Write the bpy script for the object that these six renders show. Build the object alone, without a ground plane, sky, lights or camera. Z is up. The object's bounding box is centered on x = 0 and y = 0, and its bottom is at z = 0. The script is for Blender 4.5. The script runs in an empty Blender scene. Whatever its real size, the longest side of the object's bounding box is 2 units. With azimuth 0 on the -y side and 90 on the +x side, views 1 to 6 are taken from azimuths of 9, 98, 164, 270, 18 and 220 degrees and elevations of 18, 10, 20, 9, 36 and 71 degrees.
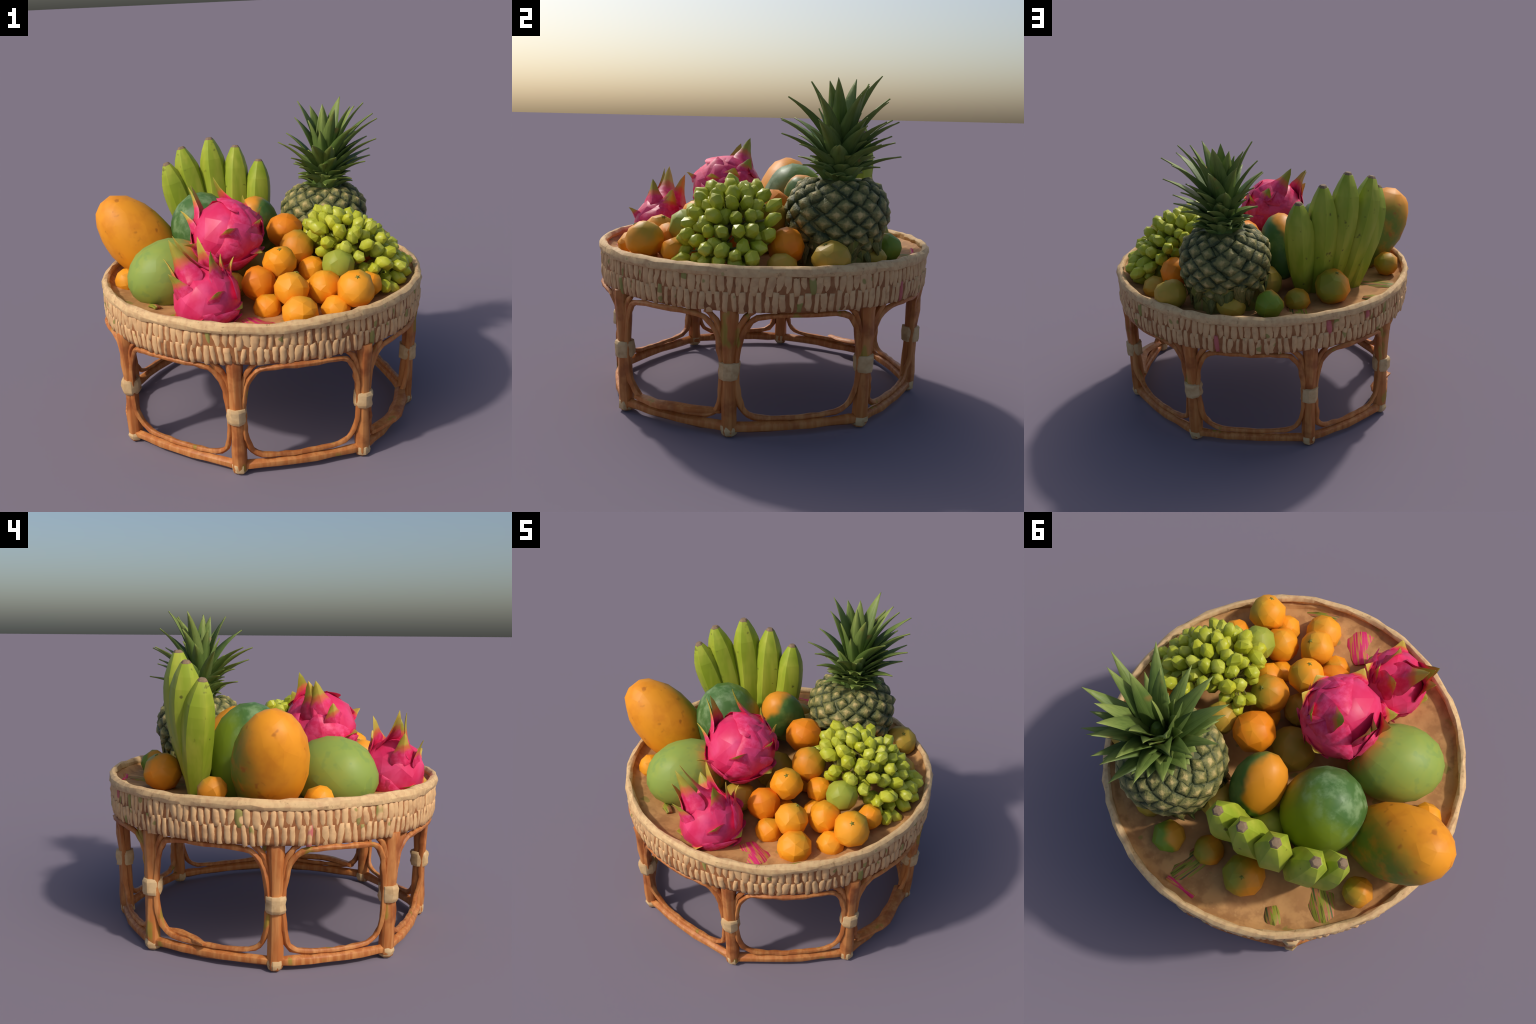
# Bamboo pedestal basket heaped with fruit: pineapple, dragon fruit, papayas, mangoes,
# tangerines, a hand of green bananas and a bunch of green grapes.
import bpy, bmesh, math, random
import numpy as np
from mathutils import Vector, Matrix, noise

RNG = random.Random(11)
SCENE = bpy.context.scene.collection


# ------------------------------------------------------------------ helpers
def lin(r, g, b, k=0.84):
    """display colour 0-255 of a lit surface -> linear base colour"""
    f = lambda c: (c / 12.92 if c <= 0.04045 else ((c + 0.055) / 1.055) ** 2.4)
    return tuple(k * f(c / 255.0) for c in (r, g, b)) + (1.0,)


def link(obj, parent=None):
    SCENE.objects.link(obj)
    if parent is not None:
        obj.parent = parent
    return obj


def thing_empty(name, loc, label, category):
    e = bpy.data.objects.new(name, None)
    e.empty_display_size = 0.05
    e.location = loc
    e["label"] = label
    e["category"] = category
    return link(e)


def make_mesh(name, verts, faces, mat=None, facet=0.0, smooth=True, recalc=True):
    """facet 0 = smooth normals, 1 = flat; between = softly faceted like a decimated scan"""
    bm = bmesh.new()
    vs = [bm.verts.new(v) for v in verts]
    for f in faces:
        try:
            bm.faces.new([vs[i] for i in f])
        except ValueError:
            pass
    if recalc:
        bmesh.ops.recalc_face_normals(bm, faces=bm.faces)
    return finish_mesh(name, bm, mat, facet, smooth)


def finish_mesh(name, bm, mat=None, facet=0.0, smooth=True, patchy=False):
    me = bpy.data.meshes.new(name)
    bm.to_mesh(me)
    bm.free()
    for p in me.polygons:
        p.use_smooth = smooth
    if smooth and facet > 0:
        normals = []
        vn = [v.normal.copy() for v in me.vertices]
        rng = random.Random(len(me.polygons) * 7 + len(me.vertices))
        for p in me.polygons:
            k = facet if not patchy else facet * (1.5 if rng.random() < 0.3 else 0.45)
            for li in p.loop_indices:
                n = vn[me.loops[li].vertex_index].lerp(p.normal, min(k, 1.0))
                n.normalize()
                normals.append(n)
        me.normals_split_custom_set(normals)
    if mat:
        me.materials.append(mat)
    return me


def mesh_object(name, me, parent=None, loc=(0, 0, 0)):
    o = bpy.data.objects.new(name, me)
    o.location = loc
    return link(o, parent)


def sphere_points(n, rng, jitter):
    g = math.pi * (3 - math.sqrt(5))
    pts = []
    a0 = rng.random() * 6.28
    for i in range(n):
        z = 1 - 2 * (i + 0.5) / n
        r = math.sqrt(max(0, 1 - z * z))
        v = Vector((r * math.cos(a0 + g * i), r * math.sin(a0 + g * i), z))
        v += Vector((rng.gauss(0, jitter), rng.gauss(0, jitter), rng.gauss(0, jitter)))
        pts.append(v.normalized())
    return pts


def hull_bm(points):
    bm = bmesh.new()
    for p in points:
        bm.verts.new(p)
    r = bmesh.ops.convex_hull(bm, input=bm.verts)
    junk = [e for e in r["geom_interior"] + r["geom_unused"] if isinstance(e, bmesh.types.BMVert)]
    if junk:
        bmesh.ops.delete(bm, geom=list(set(junk)), context="VERTS")
    bmesh.ops.recalc_face_normals(bm, faces=bm.faces)
    return bm


def axis_frame(axis):
    """3x3 matrix whose z column is the axis"""
    z = Vector(axis).normalized()
    x = z.orthogonal().normalized()
    return Matrix((x, z.cross(x), z)).transposed()


def fruit_mesh(name, radius, length, axis, n, seed, mat, facet=0.45, jitter=0.06, egg=0.0, lump=0.0):
    """faceted egg: semi-axis `length` along `axis`, `radius` across; egg > 0 fattens the +axis end"""
    rng = random.Random(seed)
    fr = axis_frame(axis)
    pts = []
    for d in sphere_points(n, rng, jitter):
        k = 1 + lump * rng.uniform(-1, 1)
        w = radius * (1 + egg * d.z) * k
        pts.append(fr @ Vector((d.x * w, d.y * w, d.z * length * k)))
    return finish_mesh(name, hull_bm(pts), mat, facet, patchy=True)


def bezier(p0, p1, p2, t):
    return p0 * (1 - t) ** 2 + p1 * 2 * t * (1 - t) + p2 * t * t


def catmull(pts, n):
    """smooth polyline through control points"""
    P = [Vector(p) for p in pts]
    P = [P[0] * 2 - P[1]] + P + [P[-1] * 2 - P[-2]]
    out = []
    seg = len(P) - 3
    for k in range(n + 1):
        s = min(k / n * seg, seg - 1e-6)
        i = int(s)
        t = s - i
        a, b, c, d = P[i:i + 4]
        out.append(0.5 * (2 * b + (c - a) * t + (2 * a - 5 * b + 4 * c - d) * t * t + (3 * b - a - 3 * c + d) * t ** 3))
    return out


def tube(name, path, radii, sides, mat, facet=0.3, up=Vector((0, 0, 1)), twist=0.0, wob=0.0, seed=0, flat=1.0, closed=False, cap=True, ridges=0.0):
    """tube along a path with per-point radius; `flat` squashes the section across"""
    rng = random.Random(seed)
    n = len(path)
    verts, faces = [], []
    ridge = [1 + ridges * rng.uniform(-1, 1) for _ in range(sides)]
    for i, p in enumerate(path):
        a = path[(i - 1) % n] if closed else path[max(i - 1, 0)]
        b = path[(i + 1) % n] if closed else path[min(i + 1, n - 1)]
        t = (b - a).normalized()
        x = t.cross(up)
        if x.length < 1e-3:
            x = t.cross(Vector((1, 0, 0)))
        x.normalize()
        y = x.cross(t)
        r = radii[i] if hasattr(radii, "__len__") else radii
        for k in range(sides):
            an = 2 * math.pi * (k + 0.5) / sides + twist * i
            rr = r * (1 + wob * rng.uniform(-1, 1)) * ridge[k]
            verts.append(p + x * rr * math.cos(an) + y * rr * flat * math.sin(an))
    rings = n if closed else n - 1
    for i in range(rings):
        j = (i + 1) % n
        for k in range(sides):
            k2 = (k + 1) % sides
            faces.append((i * sides + k, i * sides + k2, j * sides + k2, j * sides + k))
    if cap and not closed:
        faces.append(tuple(range(sides))[::-1])
        faces.append(tuple((n - 1) * sides + k for k in range(sides)))
    return make_mesh(name, verts, faces, mat, facet)


def lathe(name, profile, seg, mat, facet=0.0, wob=None, closed_profile=False):
    """surface of revolution; profile = [(radius, z)...], wob(angle, index) -> (dr, dz)"""
    verts, faces = [], []
    m = len(profile)
    for i in range(seg):
        a = 2 * math.pi * i / seg
        for j, (r, z) in enumerate(profile):
            dr, dz = wob(a, j) if wob else (0, 0)
            verts.append(((r + dr) * math.cos(a), (r + dr) * math.sin(a), z + dz))
    for i in range(seg):
        i2 = (i + 1) % seg
        for j in range(m if closed_profile else m - 1):
            j2 = (j + 1) % m
            faces.append((i * m + j, i2 * m + j, i2 * m + j2, i * m + j2))
    return make_mesh(name, verts, faces, mat, facet)


# ------------------------------------------------------------------ materials
class Nodes:
    def __init__(self, name, rough=0.55, spec=0.3):
        self.m = bpy.data.materials.new(name)
        self.m.use_nodes = True
        self.t = self.m.node_tree
        self.b = self.t.nodes["Principled BSDF"]
        self.b.inputs["Roughness"].default_value = rough
        self.b.inputs["Specular IOR Level"].default_value = spec
        self.tc = self.t.nodes.new("ShaderNodeTexCoord")
        self.obj = self.tc.outputs["Object"]

    def put(self, sock, v):
        if isinstance(v, bpy.types.NodeSocket):
            self.t.links.new(v, sock)
        else:
            sock.default_value = v

    def noise(self, scale, detail=3, rough=0.55, vec=None, dist=0.0):
        n = self.t.nodes.new("ShaderNodeTexNoise")
        n.inputs["Scale"].default_value = scale
        n.inputs["Detail"].default_value = detail
        n.inputs["Roughness"].default_value = rough
        n.inputs["Distortion"].default_value = dist
        self.t.links.new(vec or self.obj, n.inputs["Vector"])
        return n.outputs["Fac"]

    def map(self, scale=(1, 1, 1), rot=(0, 0, 0), vec=None, loc=None):
        n = self.t.nodes.new("ShaderNodeMapping")
        n.inputs["Scale"].default_value = scale
        n.inputs["Rotation"].default_value = rot
        if loc is not None:
            self.put(n.inputs["Location"], loc)
        self.t.links.new(vec or self.obj, n.inputs["Vector"])
        return n.outputs[0]

    def math(self, op, a, b=0.0, clamp=False):
        n = self.t.nodes.new("ShaderNodeMath")
        n.operation = op
        n.use_clamp = clamp
        self.put(n.inputs[0], a)
        self.put(n.inputs[1], b)
        return n.outputs[0]

    def dot(self, direction):
        n = self.t.nodes.new("ShaderNodeVectorMath")
        n.operation = "DOT_PRODUCT"
        self.t.links.new(self.obj, n.inputs[0])
        n.inputs[1].default_value = direction
        return n.outputs["Value"]

    def step(self, v, lo, hi):
        n = self.t.nodes.new("ShaderNodeMapRange")
        n.interpolation_type = "SMOOTHSTEP"
        self.put(n.inputs["Value"], v)
        n.inputs["From Min"].default_value = lo
        n.inputs["From Max"].default_value = hi
        return n.outputs["Result"]

    def mix(self, fac, a, b, mode="MIX"):
        n = self.t.nodes.new("ShaderNodeMix")
        n.data_type = "RGBA"
        n.blend_type = mode
        self.put(n.inputs["Factor"], fac)
        self.put(n.inputs["A"], a)
        self.put(n.inputs["B"], b)
        return n.outputs["Result"]

    def random(self):
        n = self.t.nodes.new("ShaderNodeObjectInfo")
        return n.outputs["Random"]

    def xyz(self):
        n = self.t.nodes.new("ShaderNodeSeparateXYZ")
        self.t.links.new(self.obj, n.inputs[0])
        return n.outputs

    def bump(self, h, strength=0.2, dist=0.01):
        n = self.t.nodes.new("ShaderNodeBump")
        n.inputs["Strength"].default_value = strength
        n.inputs["Distance"].default_value = dist
        self.t.links.new(h, n.inputs["Height"])
        self.t.links.new(n.outputs[0], self.b.inputs["Normal"])

    def done(self, col):
        self.put(self.b.inputs["Base Color"], col)
        return self.m


def shifted(N):
    """object coordinates moved by the object's random number, so repeats differ"""
    r = N.random()
    c = N.t.nodes.new("ShaderNodeCombineXYZ")
    for i in range(3):
        N.put(c.inputs[i], N.math("MULTIPLY", r, 7.0 + 3 * i))
    return N.map(loc=c.outputs[0])


def two_tone(name, main, second, direction, lo, hi, spot=None, spot_scale=18, spot_lo=0.66, vary=None, warp=0.08, warp_scale=7, rough=0.5):
    """skin of one colour with a blush of another on one side (lo..hi = metres along direction)"""
    N = Nodes(name, rough)
    d = N.dot(Vector(direction).normalized())
    w = N.math("MULTIPLY", N.math("SUBTRACT", N.noise(warp_scale, 3), 0.5), warp * 2)
    col = N.mix(N.step(N.math("ADD", d, w), lo, hi), main, second)
    if vary:
        col = N.mix(N.math("MULTIPLY", N.step(N.noise(11, 4), 0.42, 0.72), 0.6), col, vary)
    if spot:
        col = N.mix(N.math("MULTIPLY", N.step(N.noise(spot_scale, 2), spot_lo, spot_lo + 0.1), 0.75), col, spot)
    return N.done(col)


def tangerine_material(name, base, alt, amount, blush, blo, bhi, bdir=(0, 0, 1)):
    N = Nodes(name, 0.5)
    v = shifted(N)
    col = N.mix(N.math("MULTIPLY", N.step(N.noise(9, 3, vec=v), 0.35, 0.7), amount), base, alt)
    d = N.math("ADD", N.dot(Vector(bdir).normalized()), N.math("MULTIPLY", N.math("SUBTRACT", N.noise(8, 2, vec=v), 0.5), 0.12))
    col = N.mix(N.step(d, blo, bhi), col, blush)
    col = N.mix(N.math("MULTIPLY", N.noise(70, 2), 0.12), col, lin(224, 124, 26))
    return N.done(col)


ORANGE = lin(248, 150, 24, 0.93)
AMBER = lin(242, 162, 32, 0.93)
OLIVE = lin(184, 158, 44)
LIME = lin(132, 156, 48)

mat_tangerine = tangerine_material("tangerine_skin", ORANGE, AMBER, 0.9, OLIVE, 0.045, 0.12, (0.3, 0.5, 1))
mat_tangerine_deep = tangerine_material("tangerine_skin_deep", lin(247, 136, 22), ORANGE, 0.7, AMBER, 0.07, 0.16, (0, 0.3, 1))
mat_tangerine_amber = tangerine_material("tangerine_skin_amber", lin(248, 160, 28, 0.93), lin(240, 164, 48, 0.93), 0.8, lin(200, 164, 48), 0.035, 0.11, (0.3, 0.5, 0.4))
mat_tangerine_green = tangerine_material("tangerine_skin_green", lin(166, 178, 66), lin(148, 168, 58), 0.7, lin(196, 160, 50), 0.0, 0.11, (0.3, -0.1, -1))
mat_tangerine_half = tangerine_material("tangerine_skin_half_ripe", lin(226, 146, 38), ORANGE, 0.7, lin(146, 150, 44), -0.02, 0.1, (0.6, 0.6, 0.35))
mat_mango_yellow = tangerine_material("mango_skin_yellow", lin(186, 160, 56), lin(206, 160, 60), 0.9, lin(150, 150, 52), 0.02, 0.14, (-0.5, 0.2, -0.5))
mat_lime_half = tangerine_material("tangerine_skin_unripe", lin(106, 146, 42), LIME, 0.6, lin(206, 146, 44), 0.015, 0.06, (-0.55, -0.5, 0.25))

mat_papaya = two_tone("papaya_skin", lin(242, 156, 34, 0.93), lin(122, 138, 44), (0.3, 0.95, -0.12), -0.04, 0.13,
                      spot=lin(186, 106, 30), spot_scale=13, spot_lo=0.62, vary=lin(234, 140, 30), warp=0.05)
mat_mango = two_tone("mango_skin_green", lin(150, 172, 78), lin(214, 140, 66), (0.9, 0.15, 0.5), 0.14, 0.23,
                     spot=lin(138, 164, 80), spot_scale=14, spot_lo=0.54, vary=lin(164, 176, 74), warp=0.05)


def green_papaya_material():
    N = Nodes("papaya_skin_green", 0.45)
    d = N.math("ADD", N.dot(Vector((-0.25, -0.75, 0.55)).normalized()), N.math("MULTIPLY", N.math("SUBTRACT", N.noise(6, 3), 0.5), 0.3))
    col = N.mix(N.step(d, -0.05, 0.2), lin(136, 156, 42), lin(76, 114, 54))
    pale = N.math("MULTIPLY", N.step(N.noise(13, 5, dist=0.15), 0.44, 0.7), N.step(d, -0.05, 0.16))
    col = N.mix(N.math("MULTIPLY", pale, 0.6), col, lin(152, 178, 126))
    col = N.mix(N.step(N.dot(Vector((0.9, -0.1, 0.1)).normalized()), 0.15, 0.22), col, lin(166, 138, 46))
    return N.done(col)


def ripe_patch_material():
    N = Nodes("papaya_skin_half_ripe", 0.45)
    d = N.math("ADD", N.dot(Vector((-0.80, 0.05, 0.58)).normalized()), N.math("MULTIPLY", N.math("SUBTRACT", N.noise(7, 2), 0.5), 0.12))
    green = N.mix(N.step(N.noise(12, 4), 0.42, 0.7), lin(78, 116, 52), lin(112, 140, 66))
    col = N.mix(N.step(d, 0.048, 0.085), green, lin(240, 156, 44))
    return N.done(col)


mat_papaya_green = green_papaya_material()
mat_papaya_patch = ripe_patch_material()


def stem_material(name, a, b):
    N = Nodes(name, 0.7)
    return N.done(N.mix(N.noise(60, 3), a, b))


mat_scar = stem_material("stem_scar", lin(150, 140, 50), lin(96, 110, 44))


def banana_material():
    N = Nodes("banana_skin", 0.5)
    v = shifted(N)
    streak = N.noise(14, 3, vec=N.map(scale=(1, 1, 0.18), vec=v))
    col = N.mix(N.step(streak, 0.35, 0.7), lin(156, 174, 46), lin(184, 190, 66))
    col = N.mix(N.math("MULTIPLY", N.step(N.noise(17, 2, vec=v), 0.66, 0.76), 0.8), col, lin(88, 82, 36))
    col = N.mix(N.math("MULTIPLY", N.step(N.noise(4, 2, vec=v), 0.55, 0.75), 0.6), col, lin(138, 160, 40))
    return N.done(col)


mat_banana = banana_material()
mat_banana_tip = stem_material("banana_blossom_end", lin(168, 140, 110), lin(120, 98, 74))


def grape_material():
    N = Nodes("grape_skin", 0.38)
    v = shifted(N)
    base = N.mix(N.random(), lin(202, 202, 52), lin(180, 188, 50))
    col = N.mix(N.math("MULTIPLY", N.step(N.noise(14, 3, vec=v), 0.4, 0.7), 0.7), base, lin(212, 214, 92))
    col = N.mix(N.math("MULTIPLY", N.step(N.noise(30, 2, vec=v), 0.68, 0.78), 0.5), col, lin(130, 118, 50))
    return N.done(col)


mat_grape = grape_material()
mat_grape_stem = stem_material("grape_stem", lin(140, 126, 66), lin(86, 84, 40))


def dragon_body_material():
    N = Nodes("dragon_fruit_skin", 0.42)
    col = N.mix(N.step(N.noise(6, 4, dist=0.4), 0.35, 0.7), lin(232, 46, 100), lin(244, 80, 132))
    col = N.mix(N.math("MULTIPLY", N.step(N.noise(9, 3), 0.55, 0.75), 0.6), col, lin(198, 38, 100))
    return N.done(col)


def bract_material(name, start, end):
    """pink at the root, green-yellow at the tip; local y runs 0..1 root to tip"""
    N = Nodes(name, 0.45)
    y = N.xyz()[1]
    f = N.math("ADD", y, N.math("MULTIPLY", N.math("SUBTRACT", N.noise(5, 3), 0.5), 0.25))
    pink = N.mix(N.step(N.noise(6, 4), 0.35, 0.7), lin(232, 46, 100), lin(244, 80, 132))
    mid = N.mix(N.step(f, start, (start + end) / 2), pink, lin(226, 116, 74))
    green = N.mix(N.random(), lin(160, 158, 52), lin(224, 192, 84))
    col = N.mix(N.step(f, (start + end) / 2, end), mid, green)
    return N.done(col)


mat_dragon = dragon_body_material()
mat_bract = bract_material("dragon_fruit_scale", 0.34, 0.66)
mat_plate = bract_material("dragon_fruit_flat_scale", 0.97, 1.2)


def pineapple_leaf_material():
    N = Nodes("pineapple_leaf", 0.5)
    y = N.xyz()[1]
    v = shifted(N)
    base = N.mix(N.random(), lin(98, 124, 56), lin(132, 150, 76))
    streak = N.noise(5, 4, vec=N.map(scale=(30, 1.2, 1), vec=v))
    col = N.mix(N.math("MULTIPLY", N.step(streak, 0.4, 0.75), 0.7), base, lin(80, 104, 48))
    col = N.mix(N.math("MULTIPLY", N.step(y, 0.62, 1.0), 0.5), col, lin(168, 178, 92))
    col = N.mix(N.math("MULTIPLY", N.step(N.noise(3, 2, vec=v), 0.66, 0.78), 0.6), col, lin(160, 120, 66))
    return N.done(col)


def fruitlet_material():
    """pineapple eye: tan spot in the middle, green towards the dark seams"""
    N = Nodes("pineapple_eye", 0.55)
    x, y, z = N.xyz()
    v = shifted(N)
    d = N.math("ADD", N.math("ABSOLUTE", x), N.math("ABSOLUTE", y))
    d = N.math("ADD", d, N.math("MULTIPLY", N.math("SUBTRACT", N.noise(3.5, 4, vec=v), 0.5), 0.9))
    tan = N.mix(N.random(), lin(214, 188, 124), lin(176, 160, 98))
    green = N.mix(N.noise(4, 3, vec=v), lin(148, 139, 82), lin(110, 115, 64))
    col = N.mix(N.step(d, 0.10, 0.54), tan, green)
    col = N.mix(N.step(d, 0.58, 1.02), col, lin(66, 76, 46))
    N.bump(N.noise(6, 4, vec=v), 0.35, 0.02)
    return N.done(col)


def streak_material(name, a, b, c, scale=(26, 26, 1.5)):
    N = Nodes(name, 0.65)
    s = N.noise(1.0, 5, vec=N.map(scale=scale))
    col = N.mix(N.step(s, 0.36, 0.6), a, b)
    col = N.mix(N.math("MULTIPLY", N.step(N.noise(1.3, 4, vec=N.map(scale=scale, loc=(4, 9, 2))), 0.55, 0.68), 0.8), col, c)
    return N.done(col)


mat_leaf = pineapple_leaf_material()
mat_eye = fruitlet_material()
mat_pine_body = streak_material("pineapple_seam", lin(76, 84, 52), lin(112, 112, 62), lin(148, 134, 80), (20, 20, 6))
mat_pine_base = streak_material("pineapple_base_skin", lin(118, 124, 54), lin(146, 138, 66), lin(164, 124, 74))



def sheath_material():
    N = Nodes("pineapple_dry_sheath", 0.65)
    st = N.noise(4, 3, vec=N.map(scale=(14, 1.2, 1), vec=shifted(N)))
    base = N.mix(N.random(), lin(104, 116, 56), lin(162, 134, 76))
    return N.done(N.mix(N.step(st, 0.45, 0.62), base, lin(88, 96, 46)))


mat_sheath = sheath_material()


def cane_material():
    N = Nodes("cane", 0.5)
    r = N.random()
    grain = N.noise(1.0, 5, vec=N.map(scale=(34, 34, 3.0)))
    base = N.mix(r, lin(202, 122, 62), lin(184, 106, 52))
    col = N.mix(N.step(grain, 0.38, 0.66), base, lin(214, 144, 82))
    col = N.mix(N.math("MULTIPLY", N.step(N.noise(7, 4), 0.52, 0.72), 0.65), col, lin(146, 74, 36))
    col = N.mix(N.math("MULTIPLY", N.step(N.noise(9, 2, vec=N.map(scale=(1, 1, 0.4), loc=(3, 1, 8))), 0.64, 0.70), 0.6), col, lin(146, 150, 50))
    return N.done(col)


def weave_material(name, a, b, dark, green_bits=0.0):
    N = Nodes(name, 0.65)
    v = shifted(N)
    col = N.mix(N.step(N.noise(22, 4, vec=v), 0.35, 0.7), a, b)
    col = N.mix(N.math("MULTIPLY", N.step(N.noise(16, 3, vec=v), 0.55, 0.75), 0.6), col, dark)
    if green_bits:
        g = N.step(N.noise(13, 1, vec=v), green_bits, green_bits + 0.04)
        col = N.mix(N.math("MULTIPLY", g, 0.7), col, lin(132, 140, 60))
    if green_bits:
        r = N.math("MULTIPLY", N.step(N.random(), 0.90, 0.905), N.step(N.noise(9, 1, vec=v), 0.45, 0.5))
        col = N.mix(N.math("MULTIPLY", r, 0.75), col, N.mix(N.step(N.random(), 0.975, 0.98), lin(128, 140, 56), lin(200, 70, 100)))
    return N.done(col)


def rim_material():
    N = Nodes("rim_wrapping", 0.65)
    col = N.mix(N.step(N.noise(30, 4), 0.35, 0.68), lin(236, 196, 142), lin(216, 172, 124))
    wrap = N.t.nodes.new("ShaderNodeTexWave")
    wrap.inputs["Scale"].default_value = 9
    wrap.inputs["Distortion"].default_value = 6
    N.t.links.new(N.obj, wrap.inputs["Vector"])
    col = N.mix(N.math("MULTIPLY", wrap.outputs["Fac"], 0.3), col, lin(236, 206, 150))
    col = N.mix(N.math("MULTIPLY", N.step(N.noise(40, 3), 0.6, 0.75), 0.6), col, lin(152, 116, 72))
    col = N.mix(N.math("MULTIPLY", N.step(N.noise(12, 2, vec=N.map(loc=(5, 5, 5))), 0.7, 0.75), 0.5), col, lin(150, 150, 74))
    return N.done(col)


def floor_material():
    N = Nodes("basket_floor_weave", 0.7)
    col = N.mix(N.step(N.noise(7, 4), 0.35, 0.65), lin(216, 162, 102), lin(194, 140, 86))
    col = N.mix(N.math("MULTIPLY", N.step(N.noise(15, 5), 0.56, 0.76), 0.35), col, lin(150, 102, 62))
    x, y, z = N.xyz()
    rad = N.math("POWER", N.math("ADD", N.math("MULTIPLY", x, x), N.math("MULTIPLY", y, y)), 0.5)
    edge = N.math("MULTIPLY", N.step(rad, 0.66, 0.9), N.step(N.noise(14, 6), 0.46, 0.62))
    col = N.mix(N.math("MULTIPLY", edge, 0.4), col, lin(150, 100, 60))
    col = N.mix(N.math("MULTIPLY", N.step(N.noise(24, 3), 0.62, 0.75), 0.5), col, lin(226, 178, 118))
    col = N.mix(N.math("MULTIPLY", N.step(N.noise(8, 2, vec=N.map(loc=(3, 7, 1))), 0.66, 0.7), 0.6), col, lin(140, 138, 60))
    return N.done(col)


def scrap_material(name, cols):
    N = Nodes(name, 0.6)
    w = N.noise(1.0, 2, vec=N.map(scale=(60, 3, 3)))
    col = cols[0]
    for i, c in enumerate(cols[1:]):
        t = 0.40 + 0.2 * i / max(1, len(cols) - 2)
        col = N.mix(N.step(w, t, t + 0.02), col, c)
    return N.done(col)


mat_cane = cane_material()
mat_binding = weave_material("cane_binding", lin(226, 192, 142), lin(210, 172, 122), lin(180, 140, 92))
mat_strand = weave_material("weave_strand", lin(236, 192, 138), lin(222, 174, 124), lin(192, 144, 100), 0.7)
mat_wall = weave_material("basket_wall", lin(160, 100, 58), lin(178, 120, 74), lin(122, 74, 42))
mat_rim = rim_material()
mat_floor = floor_material()
mat_scrap_green = scrap_material("leaf_scrap_green", [lin(108, 104, 36), lin(150, 152, 50), lin(190, 120, 80), lin(86, 104, 52)])
mat_scrap_pink = scrap_material("petal_scrap_pink", [lin(226, 52, 110), lin(232, 64, 120), lin(214, 150, 80), lin(216, 40, 100)])

# ------------------------------------------------------------------ basket on its stand
CX, CY = 0.022, 0.0            # centre of the tray
stand = thing_empty("fruit_basket_stand", (CX, CY, 0), "round woven basket tray on an eight-legged cane stand", "basket")


def oval(a):
    """the tray is about a centimetre longer along one axis"""
    return 0.009 * math.cos(a - 0.25) ** 2


def ring_noise(a, k, amp, freq):
    return amp * (noise.noise(Vector((math.cos(a) * freq, math.sin(a) * freq, k * 1.7))))


# rim: rounded wrapped hoop
rim_profile = [(0.930, 0.868), (0.927, 0.886), (0.937, 0.899), (0.951, 0.901), (0.965, 0.888), (0.970, 0.868), (0.966, 0.848), (0.946, 0.840)]
mesh_object("rim", lathe("rim", rim_profile, 96, mat_rim, 0.6,
            lambda a, j: (ring_noise(a, j, 0.012, 16) + ring_noise(a, 0, 0.006, 3), ring_noise(a, j + 20, 0.011, 14) + ring_noise(a, 0, 0.006, 2)), True), stand)
# wall: the darker band behind the woven strands, closed to the inside
wall_profile = [(0.936, 0.856), (0.949, 0.845), (0.952, 0.80), (0.952, 0.74), (0.948, 0.69), (0.943, 0.670), (0.88, 0.676), (0.0005, 0.69)]
mesh_object("basket_wall", lathe("basket_wall", wall_profile, 96, mat_wall, 0.2,
            lambda a, j: (oval(a) + ring_noise(a, j, 0.004, 12) if j < 7 else 0, 0)), stand)
# floor and inner wall
floor_profile = [(0.938, 0.868), (0.922, 0.858), (0.908, 0.846), (0.885, 0.838), (0.82, 0.830), (0.70, 0.820), (0.5, 0.812), (0.25, 0.81), (0.0005, 0.81)]
mesh_object("basket_floor", lathe("basket_floor", floor_profile, 80, mat_floor, 0.4,
            lambda a, j: (ring_noise(a, j, 0.014, 13) if 1 <= j <= 3 else 0, ring_noise(a, j, 0.012, 9) if 1 <= j < 6 else 0)), stand)


# woven strands: two staggered rows of short upright cane stitches
def strand_mesh(seed, height, width):
    rng = random.Random(seed)
    rows = 5
    sway = rng.uniform(-0.005, 0.005)
    verts, faces = [], []
    for i in range(rows):
        t = i / (rows - 1)
        bow = 0.7 + 0.3 * math.sin(math.pi * t)
        for k in range(6):
            an = math.pi * k / 5
            w = width * 0.5 * (0.86 + 0.14 * math.sin(math.pi * t)) * (1 + rng.uniform(-0.16, 0.16))
            verts.append((math.cos(an) * w + sway * math.sin(2.2 * t + seed), -0.007 + 0.016 * bow * math.sin(an) * rng.uniform(0.8, 1.2), (t - 0.5) * height + rng.uniform(-0.004, 0.004)))
    for i in range(rows - 1):
        for k in range(5):
            faces.append((i * 6 + k, i * 6 + k + 1, i * 6 + 6 + k + 1, i * 6 + 6 + k))
    faces.append(tuple(range(6)))
    faces.append(tuple((rows - 1) * 6 + k for k in range(6)))
    return make_mesh("weave_strand", verts, faces, mat_strand, 0.2)


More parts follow.
